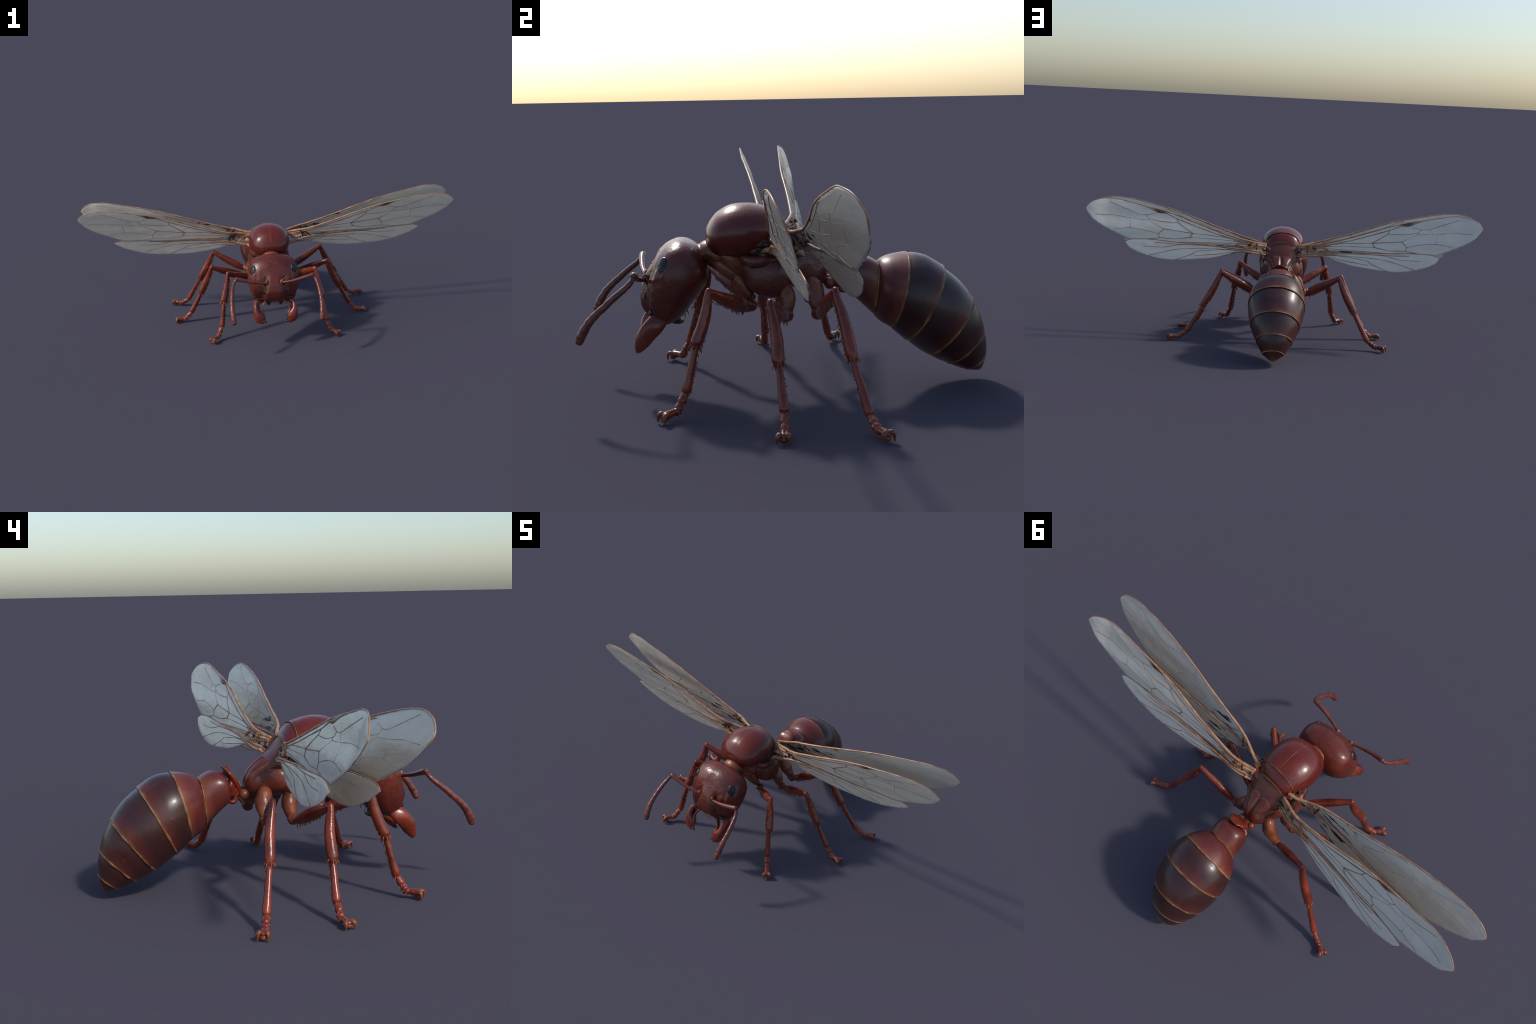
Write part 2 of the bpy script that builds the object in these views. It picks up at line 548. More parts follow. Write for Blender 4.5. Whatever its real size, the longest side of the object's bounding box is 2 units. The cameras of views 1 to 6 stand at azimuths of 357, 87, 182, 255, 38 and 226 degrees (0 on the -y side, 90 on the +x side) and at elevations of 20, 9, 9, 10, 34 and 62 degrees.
# scutellum and the saddle behind it
SCTL = [(-0.043, 0.5375, 0.412, 0.0870), (-0.031, 0.5290, 0.410, 0.084), (-0.019, 0.515, 0.408, 0.079), (-0.010, 0.502, 0.410, 0.073), (-0.005, 0.489, 0.415, 0.065)]
Geo().rings([scut_ring(r) for r in spline(SCTL, 5)]).obj("scutellum", thorax, M_SCUTUM)
META = [(-0.016, 0.491, 0.40, 0.085), (-0.003, 0.4825, 0.385, 0.0905), (0.010, 0.4690, 0.375, 0.0905), (0.024, 0.4520, 0.37, 0.083), (0.040, 0.4345, 0.37, 0.068), (0.056, 0.4165, 0.36, 0.050)]
Geo().rings([scut_ring(r) for r in spline(META, 5)]).obj("metanotum", thorax, M_THORAX)

# pale sutures: mid line of the dome, hind rim of dome, of scutellum, of saddle
g = Geo()
top = [(0, r[0], r[1] - 0.0014) for r in rows_s[8:-2:4]]
g.tube(top, [0.0011] * len(top), 8)
g.obj("suture", thorax, M_COLLAR)
g = Geo()


def rim(g, row, span, r, lift=0.0):
    y, t, b, w = row
    pts = []
    for i in range(15):
        a = math.pi / 2 + span * (i / 7 - 1)
        pts.append((w * (1 + lift) * sup(math.cos(a), 2.05), y, (t + b) / 2 + (t - b) / 2 * (1 + lift) * sup(math.sin(a), 2.05)))
    g.tube(pts, [r] * 15, 8, up=(0, 1, 0))


rim(g, (-0.0425, 0.5400, 0.412, 0.0888), 1.25, 0.0018)
rim(g, (-0.0055, 0.4945, 0.414, 0.069), 1.2, 0.0016)
g.obj("suture", thorax, M_RIM)

# propodeum: one rounded block with a median groove between two lobes and a
# shallow step down to the side plates
PROPO = [  # y, top, bottom, half width
    (-0.025, 0.410, 0.310, 0.092), (0.003, 0.416, 0.305, 0.0955), (0.020, 0.424, 0.303, 0.0915), (0.040, 0.4295, 0.302, 0.0805), (0.058, 0.4245, 0.302, 0.070),
    (0.076, 0.413, 0.302, 0.0595), (0.092, 0.3985, 0.304, 0.0550), (0.105, 0.383, 0.309, 0.0440), (0.113, 0.369, 0.315, 0.031), (0.1175, 0.352, 0.324, 0.018)]


def propo_point(p, c, row):
    y, t, b, w = row
    x = abs(p[0])
    up = max(0.0, (p[2] - c[2]) / ((t - b) / 2))
    late = smooth01((y - 0.040) / 0.02)
    p = p - V(0, 0.35, 1) * 0.013 * late * up * math.exp(-(p[0] / 0.0065) ** 2)
    trough = 0.0735 - 0.36 * max(0.0, y - 0.010)      # gutter between lobe and side plate
    p = p - V(0.25 * np.sign(p[0]), 0, 1) * 0.017 * smooth01((y + 0.01) / 0.02) * (1 - smooth01((y - 0.09) / 0.02)) * up * math.exp(-((x - trough) / 0.0075) ** 2)
    return p + V(np.sign(p[0]), 0, 0) * 0.0016 * fbm(p, 55, 9)


rr = []
for row in spline(PROPO, 6):
    y, t, b, w = row
    c = V(0, y, (t + b) / 2)
    rr.append([propo_point(p, c, row) for p in ring(c, V(w, 0, 0), V(0, 0, (t - b) / 2), 96, 2.5)])
Geo().rings(rr).obj("propodeum", thorax, M_THORAX)


def on_propo(x, y):
    """height of the propodeum above (x, y), for the seam lines."""
    rows_q = spline(PROPO, 12)
    row = rows_q[np.argmin(abs(rows_q[:, 0] - y))]
    _, t, b, w = row
    k = max(0.0, 1 - (min(abs(x), w * .98) / w) ** 2.5) ** 0.4
    c = V(0, y, (t + b) / 2)
    return propo_point(c + V(x, 0, (t - b) / 2 * k), c, row)


g = Geo()
for line in ([(0.060, 0.026), (0.050, 0.036), (0.034, 0.043), (0.018, 0.043), (0.008, 0.048)],
             [(0.061, 0.026), (0.055, 0.040), (0.049, 0.058), (0.043, 0.076), (0.037, 0.092), (0.030, 0.104)],
             [(0.086, 0.008), (0.082, 0.022), (0.073, 0.040), (0.063, 0.058)]):
    g.tube([on_propo(x, y) for x, y in line], [0.0015] * len(line), 8)
both(g, "suture", thorax, M_RIM)

# mesopleuron: the big side bulge over the middle leg
g = Geo()
g.tube([(0.043, -0.130, 0.378), (0.055, -0.110, 0.366), (0.067, -0.085, 0.353), (0.0745, -0.058, 0.345), (0.0765, -0.034, 0.345), (0.072, -0.014, 0.350)],
       [(0.018, 0.024), (0.026, 0.042), (0.033, 0.055), (0.036, 0.060), (0.034, 0.056), (0.026, 0.038)], 44, up=(0, 0.35, 1), e=2.4)
g.tube([(0.056, -0.134, 0.402), (0.070, -0.116, 0.394), (0.079, -0.094, 0.392), (0.082, -0.068, 0.396), (0.080, -0.045, 0.398)],
       [(0.015, 0.013), (0.021, 0.018), (0.0235, 0.020), (0.022, 0.019), (0.015, 0.012)], 28, up=(0, 0.2, 1), e=2.3, lump=0.05)
both(g, "mesopleuron", thorax, M_THORAX)

# prothorax flank, from the collar down to the front coxa
g = Geo()
g.tube([(0.016, -0.240, 0.414), (0.025, -0.218, 0.394), (0.031, -0.194, 0.374), (0.034, -0.168, 0.353), (0.036, -0.148, 0.336)],
       [(0.022, 0.020), (0.023, 0.022), (0.023, 0.022), (0.022, 0.021), (0.019, 0.018)], 28, up=(0, 0.6, 1), e=2.3, lump=0.04)
g.tube([(0.028, -0.206, 0.418), (0.046, -0.180, 0.404), (0.053, -0.156, 0.386), (0.050, -0.140, 0.364)],
       [(0.018, 0.016), (0.022, 0.022), (0.018, 0.024), (0.012, 0.017)], 24, up=(0, 0.6, 1), lump=0.04)
both(g, "pronotum", thorax, M_COLLAR)

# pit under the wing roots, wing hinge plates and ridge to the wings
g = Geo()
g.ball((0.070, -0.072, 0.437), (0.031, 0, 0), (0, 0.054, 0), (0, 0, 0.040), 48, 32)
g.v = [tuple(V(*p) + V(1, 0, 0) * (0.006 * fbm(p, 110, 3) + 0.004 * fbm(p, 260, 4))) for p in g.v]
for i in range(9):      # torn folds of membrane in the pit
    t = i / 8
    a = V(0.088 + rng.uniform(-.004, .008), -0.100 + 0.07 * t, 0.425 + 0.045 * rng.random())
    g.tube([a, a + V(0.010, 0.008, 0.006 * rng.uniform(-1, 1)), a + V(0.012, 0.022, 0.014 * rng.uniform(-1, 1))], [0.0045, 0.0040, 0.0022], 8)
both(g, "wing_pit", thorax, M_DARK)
g = Geo()
g.tube([(0.092, -0.080, 0.424), (0.106, -0.066, 0.430), (0.113, -0.050, 0.429), (0.104, -0.036, 0.424)], [(0.008, 0.006), (0.010, 0.008), (0.010, 0.007), (0.006, 0.005)], 14)
g.tube([(0.080, 0.000, 0.426), (0.096, 0.010, 0.430), (0.106, 0.022, 0.434), (0.104, 0.034, 0.436)], [(0.008, 0.006), (0.010, 0.008), (0.009, 0.007), (0.006, 0.005)], 14)
both(g, "wing_hinge", thorax, M_COSTA)
g = Geo()
g.tube([(0.066, -0.004, 0.449), (0.080, -0.010, 0.459), (0.091, -0.015, 0.470), (0.101, -0.016, 0.478)],
       [(0.022, 0.017), (0.0175, 0.0145), (0.012, 0.011), (0.008, 0.008)], 24, lump=0.06)
g.tube([(0.076, 0.012, 0.428), (0.090, 0.009, 0.439), (0.103, 0.006, 0.452)], [(0.016, 0.015), (0.011, 0.011), (0.007, 0.007)], 20, lump=0.06)
both(g, "wing_shoulder", thorax, M_THORAX)

# ----------------------------------------------------------------------------
# petiole: two balls, wedge and the leaning scale
# ----------------------------------------------------------------------------
g = Geo()
g.tube([(0, 0.104, 0.322), (0, 0.125, 0.315), (0, 0.150, 0.312)], [(0.022, 0.010), (0.016, 0.008), (0.022, 0.018)], 24)
g.tube([(0, 0.136, 0.318), (0, 0.148, 0.322), (0, 0.162, 0.328), (0, 0.174, 0.333), (0, 0.180, 0.335)],
       [(0.016, 0.016), (0.022, 0.022), (0.031, 0.032), (0.039, 0.041), (0.036, 0.038)], 32, e=2.6, lump=0.03, round_end=False)
g.tube([(0.018, 0.150, 0.300), (0.030, 0.160, 0.292), (0.030, 0.172, 0.291)], [0.008, 0.008, 0.006], 12, lump=0.1)
g.tube([(-0.018, 0.150, 0.300), (-0.030, 0.160, 0.292), (-0.030, 0.172, 0.291)], [0.008, 0.008, 0.006], 12, lump=0.1)
petiole = g.obj("petiole", ant, M_LEG)
g = Geo().ball((0.0265, 0.1235, 0.313), (0.0155, 0, 0), (0, 0.0165, 0), (0, 0, 0.0175), 24, 14)
both(g, "petiole_ball", petiole, M_JOINT)
g = Geo()
SC = [  # y, z, half width, half thickness
    (0.138, 0.320, 0.018, 0.009), (0.145, 0.341, 0.029, 0.011), (0.156, 0.361, 0.038, 0.012), (0.168, 0.380, 0.0415, 0.0105), (0.178, 0.3925, 0.037, 0.0075), (0.184, 0.3985, 0.026, 0.0045)]
g.tube([(0, y, z) for y, z, w, t in SC], [(w, t) for y, z, w, t in SC], 32, up=(0, -1, 0.5), e=2.4)
g.obj("petiole_scale", petiole, M_LEG)

# ----------------------------------------------------------------------------
# abdomen: plates between rings given by a top point, a bottom point, a width
# ----------------------------------------------------------------------------
PLATES = [
    [(0.180, 0.368, 0.172, 0.300, 0.045), (0.184, 0.378, 0.174, 0.291, 0.057), (0.196, 0.388, 0.183, 0.280, 0.0655), (0.219, 0.394, 0.204, 0.262, 0.0685),
     (0.246, 0.387, 0.228, 0.239, 0.0690), (0.270, 0.3730, 0.253, 0.215, 0.0672)],
    [(0.270, 0.369, 0.254, 0.218, 0.0655), (0.281, 0.3805, 0.263, 0.203, 0.085), (0.302, 0.3895, 0.277, 0.189, 0.1025), (0.330, 0.395, 0.291, 0.180, 0.115), (0.360, 0.3985, 0.306, 0.1715, 0.126)],
    [(0.356, 0.395, 0.306, 0.175, 0.1235), (0.386, 0.395, 0.314, 0.164, 0.131), (0.418, 0.3865, 0.327, 0.152, 0.1368), (0.445, 0.372, 0.339, 0.141, 0.1390), (0.469, 0.3565, 0.352, 0.1305, 0.1390)],
    [(0.464, 0.354, 0.353, 0.134, 0.1365), (0.492, 0.334, 0.369, 0.118, 0.1350), (0.519, 0.311, 0.386, 0.1045, 0.1315), (0.542, 0.285, 0.403, 0.093, 0.1255), (0.5615, 0.2575, 0.4205, 0.0825, 0.1185)],
    [(0.557, 0.256, 0.421, 0.086, 0.1155), (0.572, 0.231, 0.436, 0.074, 0.1105), (0.584, 0.207, 0.452, 0.0655, 0.1030), (0.592, 0.183, 0.467, 0.059, 0.0945), (0.5985, 0.160, 0.482, 0.0525, 0.0855)],
    [(0.595, 0.160, 0.482, 0.056, 0.0830), (0.602, 0.138, 0.497, 0.046, 0.0765), (0.6055, 0.118, 0.512, 0.040, 0.0685), (0.6065, 0.098, 0.527, 0.0345, 0.0595), (0.606, 0.0805, 0.541, 0.0305, 0.0500)],
    [(0.6035, 0.080, 0.541, 0.033, 0.0480), (0.6030, 0.063, 0.556, 0.0275, 0.0370), (0.6005, 0.047, 0.570, 0.0250, 0.0245), (0.5965, 0.035, 0.582, 0.0240, 0.0130), (0.5930, 0.0285, 0.5895, 0.0240, 0.0040)],
]


def belly_ring(r, n=72, k=1.0, e=2.05):
    ty, tz, by, bz, w = r
    c = V(0, (ty + by) / 2, (tz + bz) / 2)
    b = V(0, (ty - by) / 2, (tz - bz) / 2)
    return ring(c, V(w * k * 0.985, 0, 0), b * k * 0.99, n, e)


def ring_plane(r):
    ty, tz, by, bz, w = r
    d = V(0, ty - by, tz - bz)
    d /= np.linalg.norm(d)
    nrm = V(0, d[2], -d[1])          # towards the tip
    return nrm, nrm.dot(V(0, ty, tz))


def plate_mat(i, first, last, front, mid, back):
    """colour runs from the front rim to the hind rim, with long streaks."""
    n = Nodes("tergite_colour")
    n0, o0 = ring_plane(first)
    n1, o1 = ring_plane(last)
    d0 = n.math("ABSOLUTE", n.plane(tuple(n0), o0))
    d1 = n.math("ABSOLUTE", n.plane(tuple(n1), o1))
    t = n.math("DIVIDE", d0, n.math("ADD", n.math("ADD", d0, d1), 0.0005))
    streak = n.noise(70, 3, 0.6, (1, 0.22, 0.22), (0.0, 0, 0))
    t2 = n.math("ADD", t, n.math("MULTIPLY", n.math("SUBTRACT", streak, 0.5), 0.55))
    t2 = n.math("ADD", t2, n.math("MULTIPLY", n.math("SUBTRACT", n.noise(7, 3), 0.5), 0.5), True)
    col = n.ramp(t2, [(0.0, front), (0.12, mid), (0.55, mid), (0.95, back)])
    fleck = n.window(n.noise(190, 2, 0.5, (1, 0.22, 0.22)), 0.64, 0.72)
    col = n.mix(n.math("MULTIPLY", fleck, n.window(t, 0.25, 0.6)), col, (0.10, 0.024, 0.016))
    edge = n.window(n.math("ADD", t, n.math("MULTIPLY", n.math("SUBTRACT", n.noise(26, 3), 0.5), 0.16)), 0.90, 0.99)
    col = n.mix(n.math("MULTIPLY", edge, 0.6), col, (0.22, 0.085, 0.032))
    n.bump(n.noise(40, 4, 0.55, (1, 0.4, 0.4)), 0.16)
    return n.finish(col, n.math("ADD", n.math("MULTIPLY", n.noise(16, 4), 0.26), 0.22), 0.12)


RED = ((0.14, 0.030, 0.018), (0.105, 0.018, 0.014), (0.17, 0.042, 0.022))
DARKS = ((0.060, 0.013, 0.010), (0.040, 0.013, 0.012), (0.095, 0.019, 0.012))
TAIL = ((0.045, 0.012, 0.010), (0.045, 0.013, 0.011), (0.085, 0.021, 0.013))
TIP = ((0.045, 0.010, 0.008), (0.060, 0.014, 0.009), (0.17, 0.055, 0.025))
tint = [RED, RED, DARKS, DARKS, TAIL, TAIL, TIP]
abdomen = None
for i, pl in enumerate(PLATES):
    rows_p = spline(pl, 6)
    rr = [[p + V(0, 0, 0.0007) * fbm(p, 38, i) for p in belly_ring(r, e=2.5 if i == 0 else 2.05)] for r in rows_p]
    last = rows_p[-1]
    if i < 6:   # the hind rim turns in over the next plate
        rr.append(belly_ring(last, k=0.975, e=2.5 if i == 0 else 2.05))
    g = Geo().rings(rr)
    m = plate_mat(i, pl[0], pl[-1], *tint[i])
    if abdomen is None:
        abdomen = g.obj("abdomen", ant, m)
    else:
        g.obj("tergite", abdomen, m)
    if i < 6:
        # pale cord along the hind rim, a little uneven
        pts = belly_ring(last, 60, 0.998, 2.5 if i == 0 else 2.05)
        nrm, off = ring_plane(last)
        rrr = []
        for j in range(60):
            p = pts[j]
            c = V(0, (last[0] + last[2]) / 2, (last[1] + last[3]) / 2)
            o = (p - c) / np.linalg.norm(p - c)
            r = (0.0016 if i else 0.0011) * (1 + 0.5 * fbm(p, 90, i) + 0.35 * fbm(p, 260, i + 3))
            rrr.append([p + (o * math.cos(a) * 0.8 + nrm * math.sin(a) * (2.3 + 0.8 * fbm(p, 60, 8))) * r - o * 0.0004 for a in (0, 1.05, 2.09, 3.14, 4.19, 5.24)])
        rrr.append(rrr[0])
        Geo().rings(rrr, cap=False).obj("tergite_rim", abdomen, M_RIM)

# ----------------------------------------------------------------------------
# legs
# ----------------------------------------------------------------------------
LEGS = [  # coxa top, coxa end, trochanter, femur start, knee, tibia end, basitarsus end, tarsus end, claw joint, claw tip
    dict(cx=[(0.034, -0.160, 0.352), (0.038, -0.141, 0.323), (0.047, -0.121, 0.290)], cr=[0.019, 0.024, 0.0185], tr=(0.069, -0.113, 0.262), trr=0.0185,
         fe=(0.084, -0.125, 0.256), kn=(0.230, -0.236, 0.335), ti=(0.260, -0.274, 0.196), t1=(0.277, -0.305, 0.068), t4=(0.300, -0.331, 0.022), t5=(0.324, -0.361, 0.017), cl=(0.337, -0.377, 0.003)),
    dict(cx=[(0.078, -0.016, 0.312), (0.090, -0.010, 0.285), (0.104, -0.010, 0.258)], cr=[0.022, 0.0265, 0.0195], tr=(0.124, -0.012, 0.241), trr=0.0190,
         fe=(0.140, -0.017, 0.240), kn=(0.313, -0.072, 0.316), ti=(0.377, -0.056, 0.169), t1=(0.436, -0.047, 0.055), t4=(0.474, -0.049, 0.016), t5=(0.512, -0.055, 0.015), cl=(0.531, -0.058, 0.003)),
    dict(cx=[(0.064, 0.066, 0.318), (0.080, 0.074, 0.288), (0.100, 0.077, 0.260)], cr=[0.026, 0.0285, 0.020], tr=(0.117, 0.076, 0.243), trr=0.0190,
         fe=(0.133, 0.078, 0.245), kn=(0.297, 0.106, 0.341), ti=(0.379, 0.140, 0.179), t1=(0.453, 0.174, 0.044), t4=(0.497, 0.190, 0.018), t5=(0.529, 0.204, 0.018), cl=(0.546, 0.212, 0.003)),
]


def lerp(a, b, t):
    return V(*a) * (1 - t) + V(*b) * t


for L in LEGS:
    fe, kn, ti, t1, t4, t5, cl = (V(*L[k]) for k in ("fe", "kn", "ti", "t1", "t4", "t5", "cl"))
    g = Geo()
    g.tube(L["cx"], L["cr"], 22, mat=1, lump=0.05)
    d = kn - fe
    d /= np.linalg.norm(d)
    tr = V(*L["tr"])
    g.tube([tr - d * 0.010 + V(0, 0, .004), tr, tr + d * 0.012], [L["trr"] * .8, L["trr"], L["trr"] * .75], 20, mat=1)
    bow = V(0, 0, 0.000)
    F = [fe - d * 0.006, lerp(fe, kn, .12), lerp(fe, kn, .35) + bow * .5, lerp(fe, kn, .6) + bow, lerp(fe, kn, .85) + bow * .7, lerp(fe, kn, .97), kn]
    g.tube(F, [(0.0090, 0.010), (0.0140, 0.0165), (0.0165, 0.0205), (0.0155, 0.0190), (0.0120, 0.0145), (0.0118, 0.0132), (0.0112, 0.0118)], 24, lump=0.035)
    legs = both(g, "leg", ant, M_LEG, M_JOINT)

    g = Geo()
    out = V(kn[0] - fe[0], kn[1] - fe[1], 0)
    out /= np.linalg.norm(out)
    T = [kn + V(0, 0, 0.004), lerp(kn, ti, .10), lerp(kn, ti, .35) - out * .0035 + V(0, .003, 0), lerp(kn, ti, .65) - out * .0035 + V(0, .003, 0), lerp(kn, ti, .92), ti]
    g.tube(T, [(0.0098, 0.0098), (0.0112, 0.0118), (0.0148, 0.0162), (0.0168, 0.0184), (0.0174, 0.0182), (0.0150, 0.0158)], 22, up=tuple(out), lump=0.04)
    g.ball(kn, (0.0112, 0, 0), (0, 0.0112, 0), (0, 0, 0.0112), 16, 10)
    both(g, "tibia", legs, M_LEG)

    g = Geo()
    g.tube([ti, lerp(ti, t1, .06), lerp(ti, t1, .5), lerp(ti, t1, .92), t1], [0.0090, 0.0088, 0.0110, 0.0138, 0.0110], 16, up=tuple(out), lump=0.06)
    # short tarsomeres, each flaring at its far end
    path = [t1, lerp(t1, t4, .45) + V(0, 0, -.001), lerp(t1, t4, .78) - V(0, 0, .002), t4]
    for a, b in zip(path[:-1], path[1:]):
        g.tube([lerp(a, b, -.08), lerp(a, b, .5), lerp(a, b, .95)], [0.0082, 0.0104, 0.0132], 14, up=tuple(out), lump=0.10)
    g.tube([t4, lerp(t4, t5, .5) + V(0, 0, .001), t5], [0.0080, 0.0102, 0.0122], 14, lump=0.08)
    both(g, "tarsus", legs, M_LEG)

    g = Geo()
    f = t5 - t4
    f[2] = 0
    f /= np.linalg.norm(f)
    side = np.cross(f, V(0, 0, 1))
    for s in (1, -1):
        b = t5 + side * s * 0.005 + V(0, 0, .002)
        g.tube([b - f * .004, b + f * 0.006 + side * s * 0.006 + V(0, 0, .005), b + f * 0.012 + side * s * 0.0095 + V(0, 0, -.001), V(*(b + f * 0.014 + side * s * 0.0105)[:2], 0.0022)],
               [(0.0085, 0.0068), (0.0078, 0.0066), (0.0060, 0.0052), 0.0020], 12, lump=0.1)
    g.ball(V(*(t5 + f * 0.004)[:2], 0.009), side * 0.0115, f * 0.0095, (0, 0, 0.009), 16, 10)
    both(g, "claw", legs, M_JOINT)

    # spines: under the femur, down the tibia and tarsus, spurs at the joints
    g = Geo()
    down = V(0, 0, -1)
    for i in range(24):
        t = 0.10 + 0.66 * i / 23 + rng.uniform(-.015, .015)
        b = lerp(fe, kn, t) - V(0, 0, 0.017 if t < .5 else 0.014) + np.cross(d, down) * rng.uniform(-.008, .008)
        g.cone(b, b + down * rng.uniform(.007, .014) + d * 0.004, 0.0028)
    tdir = (ti - kn) / np.linalg.norm(ti - kn)
    back = np.cross(tdir, out)
    for i in range(17):
        t = 0.16 + 0.76 * i / 16
        for q in (-1, 1):
            if rng.random() < 0.25:
                continue
            w = 0.8 * q + rng.uniform(-.3, .3)
            o = -out * math.cos(w) + back * math.sin(w)
            b = lerp(kn, ti, t) + o * 0.0145
            g.cone(b, b + o * rng.uniform(.006, .011) + tdir * rng.uniform(.008, .017) * (0.6 + t), 0.0021)
    for i in range(5):      # a few long bristles on the inner side of the shin
        t = 0.52 + 0.09 * i
        w = rng.uniform(-.7, .7)
        o = -out * math.cos(w) + back * math.sin(w)
        b = lerp(kn, ti, t) + o * 0.0150
        g.cone(b, b + o * rng.uniform(.006, .010) + tdir * rng.uniform(.018, .030), 0.0021)
    for i in range(8):
        w = 2 * math.pi * i / 8 + rng.uniform(-.2, .2)
        o = out * math.cos(w) + back * math.sin(w)
        big = 0.010 if i in (3, 4, 5) else 0.0
        b = lerp(kn, ti, 0.97) + o * 0.0120
        g.cone(b, b + o * 0.010 + tdir * (rng.uniform(.014, .021) + big), 0.0028 + big * 0.06)
    sdir = (t1 - ti) / np.linalg.norm(t1 - ti)
    for i in range(17):
        t = 0.08 + 0.86 * i / 16
        for q in (-1, 1):
            if rng.random() < 0.2:
                continue
            w = 0.6 * q + rng.uniform(-.3, .3)
            o = -out * math.cos(w) + back * math.sin(w)
            b = lerp(ti, t1, t) + o * 0.0092
            g.cone(b, b + o * rng.uniform(.006, .010) + sdir * rng.uniform(.007, .013), 0.0026)
    for a in (t1, path[1], path[2], t4):
        for i in range(5):
            w = 2 * math.pi * i / 5 + rng.uniform(-.3, .3)
            o = out * math.cos(w) + back * math.sin(w)
            b = a + o * 0.0095
            g.cone(b, b + o * 0.006 + sdir * rng.uniform(.008, .014), 0.0026)
    both(g, "leg_spine", legs, M_SPINE, kind="stuff")

# ----------------------------------------------------------------------------
# wings.  Each wing is a blade y = f(x, z); the outline is given by its upper
# and lower edge over x, the veins by points (x, z) on the blade.
# ----------------------------------------------------------------------------
FORE_UP = [(0.085, 0.478), (0.115, 0.4820), (0.145, 0.4895), (0.172, 0.4975), (0.203, 0.5045), (0.258, 0.5200), (0.348, 0.5480), (0.437, 0.578), (0.526, 0.608), (0.615, 0.6325), (0.695, 0.6495),
           (0.780, 0.6640), (0.850, 0.672), (0.900, 0.673), (0.940, 0.667), (0.970, 0.6555), (0.990, 0.641), (0.9985, 0.628)]
FORE_LO = [(0.085, 0.446), (0.124, 0.449), (0.170, 0.456), (0.214, 0.467), (0.280, 0.4735), (0.351, 0.474), (0.524, 0.472), (0.671, 0.479), (0.765, 0.482), (0.812, 0.498),
           (0.865, 0.521), (0.910, 0.543), (0.947, 0.566), (0.974, 0.590), (0.992, 0.610), (0.9985, 0.626)]
HIND_UP = [(0.085, 0.422), (0.115, 0.430), (0.169, 0.443), (0.206, 0.454), (0.296, 0.464), (0.400, 0.468), (0.520, 0.470), (0.671, 0.4785), (0.740, 0.482), (0.785, 0.479), (0.812, 0.473), (0.823, 0.467)]
HIND_LO = [(0.085, 0.412), (0.115, 0.418), (0.169, 0.430), (0.215, 0.429), (0.261, 0.413), (0.317, 0.400), (0.377, 0.389), (0.446, 0.383), (0.539, 0.384), (0.608, 0.388), (0.677, 0.399),
           (0.720, 0.413), (0.767, 0.431), (0.798, 0.449), (0.816, 0.459), (0.823, 0.465)]
# the hind lobe of the rear pair is a little shorter and deeper placed
HIND_UP_R = [(0.085, 0.438), (0.115, 0.443), (0.178, 0.452), (0.283, 0.459), (0.388, 0.469), (0.513, 0.475), (0.660, 0.4845), (0.730, 0.484), (0.770, 0.479), (0.789, 0.469)]
HIND_LO_R = [(0.085, 0.426), (0.137, 0.432), (0.191, 0.440), (0.225, 0.440), (0.273, 0.426), (0.324, 0.413), (0.371, 0.403), (0.434, 0.397), (0.476, 0.393), (0.538, 0.390), (0.592, 0.391), (0.641, 0.398),
             (0.694, 0.411), (0.747, 0.431), (0.776, 0.449), (0.789, 0.466)]
VEINS = [  # on the forewing
    [(0.137, 0.480), (0.304, 0.518), (0.438, 0.560), (0.531, 0.591), (0.588, 0.616), (0.624, 0.623)],
    [(0.531, 0.591), (0.523, 0.572), (0.446, 0.523), (0.459, 0.502)],
    [(0.446, 0.523), (0.290, 0.509), (0.140, 0.477)],
    [(0.459, 0.502), (0.350, 0.499), (0.241, 0.492), (0.130, 0.475)],
    [(0.448, 0.522), (0.530, 0.532), (0.593, 0.539), (0.619, 0.515), (0.614, 0.495), (0.532, 0.491), (0.459, 0.502)],
    [(0.593, 0.539), (0.675, 0.579), (0.758, 0.585), (0.844, 0.596), (0.949, 0.599)],
    [(0.526, 0.572), (0.609, 0.575), (0.674, 0.588), (0.693, 0.603), (0.729, 0.607), (0.795, 0.630), (0.883, 0.662)],
    [(0.643, 0.613), (0.693, 0.603)], [(0.674, 0.588), (0.675, 0.579)], [(0.729, 0.606), (0.758, 0.585)],
    [(0.619, 0.514), (0.690, 0.530), (0.767, 0.538), (0.850, 0.530)], [(0.772, 0.585), (0.767, 0.538)], [(0.290, 0.517), (0.293, 0.511)],
    [(0.614, 0.494), (0.680, 0.486), (0.740, 0.485)], [(0.130, 0.474), (0.250, 0.481), (0.400, 0.479), (0.560, 0.4765)],
]
HIND_VEINS = [[(0.130, 0.436), (0.260, 0.450), (0.421, 0.437), (0.454, 0.421), (0.538, 0.389)], [(0.260, 0.452), (0.443, 0.449), (0.540, 0.440), (0.676, 0.406)],
              [(0.150, 0.434), (0.242, 0.438), (0.329, 0.426), (0.440, 0.414)], [(0.440, 0.466), (0.520, 0.464), (0.604, 0.450), (0.700, 0.452)]]
VEIN_W = {0: 1.3, 1: 1.3, 3: 0.9, 5: 0.8, 9: 0.7, 10: 0.7, 11: 0.6}


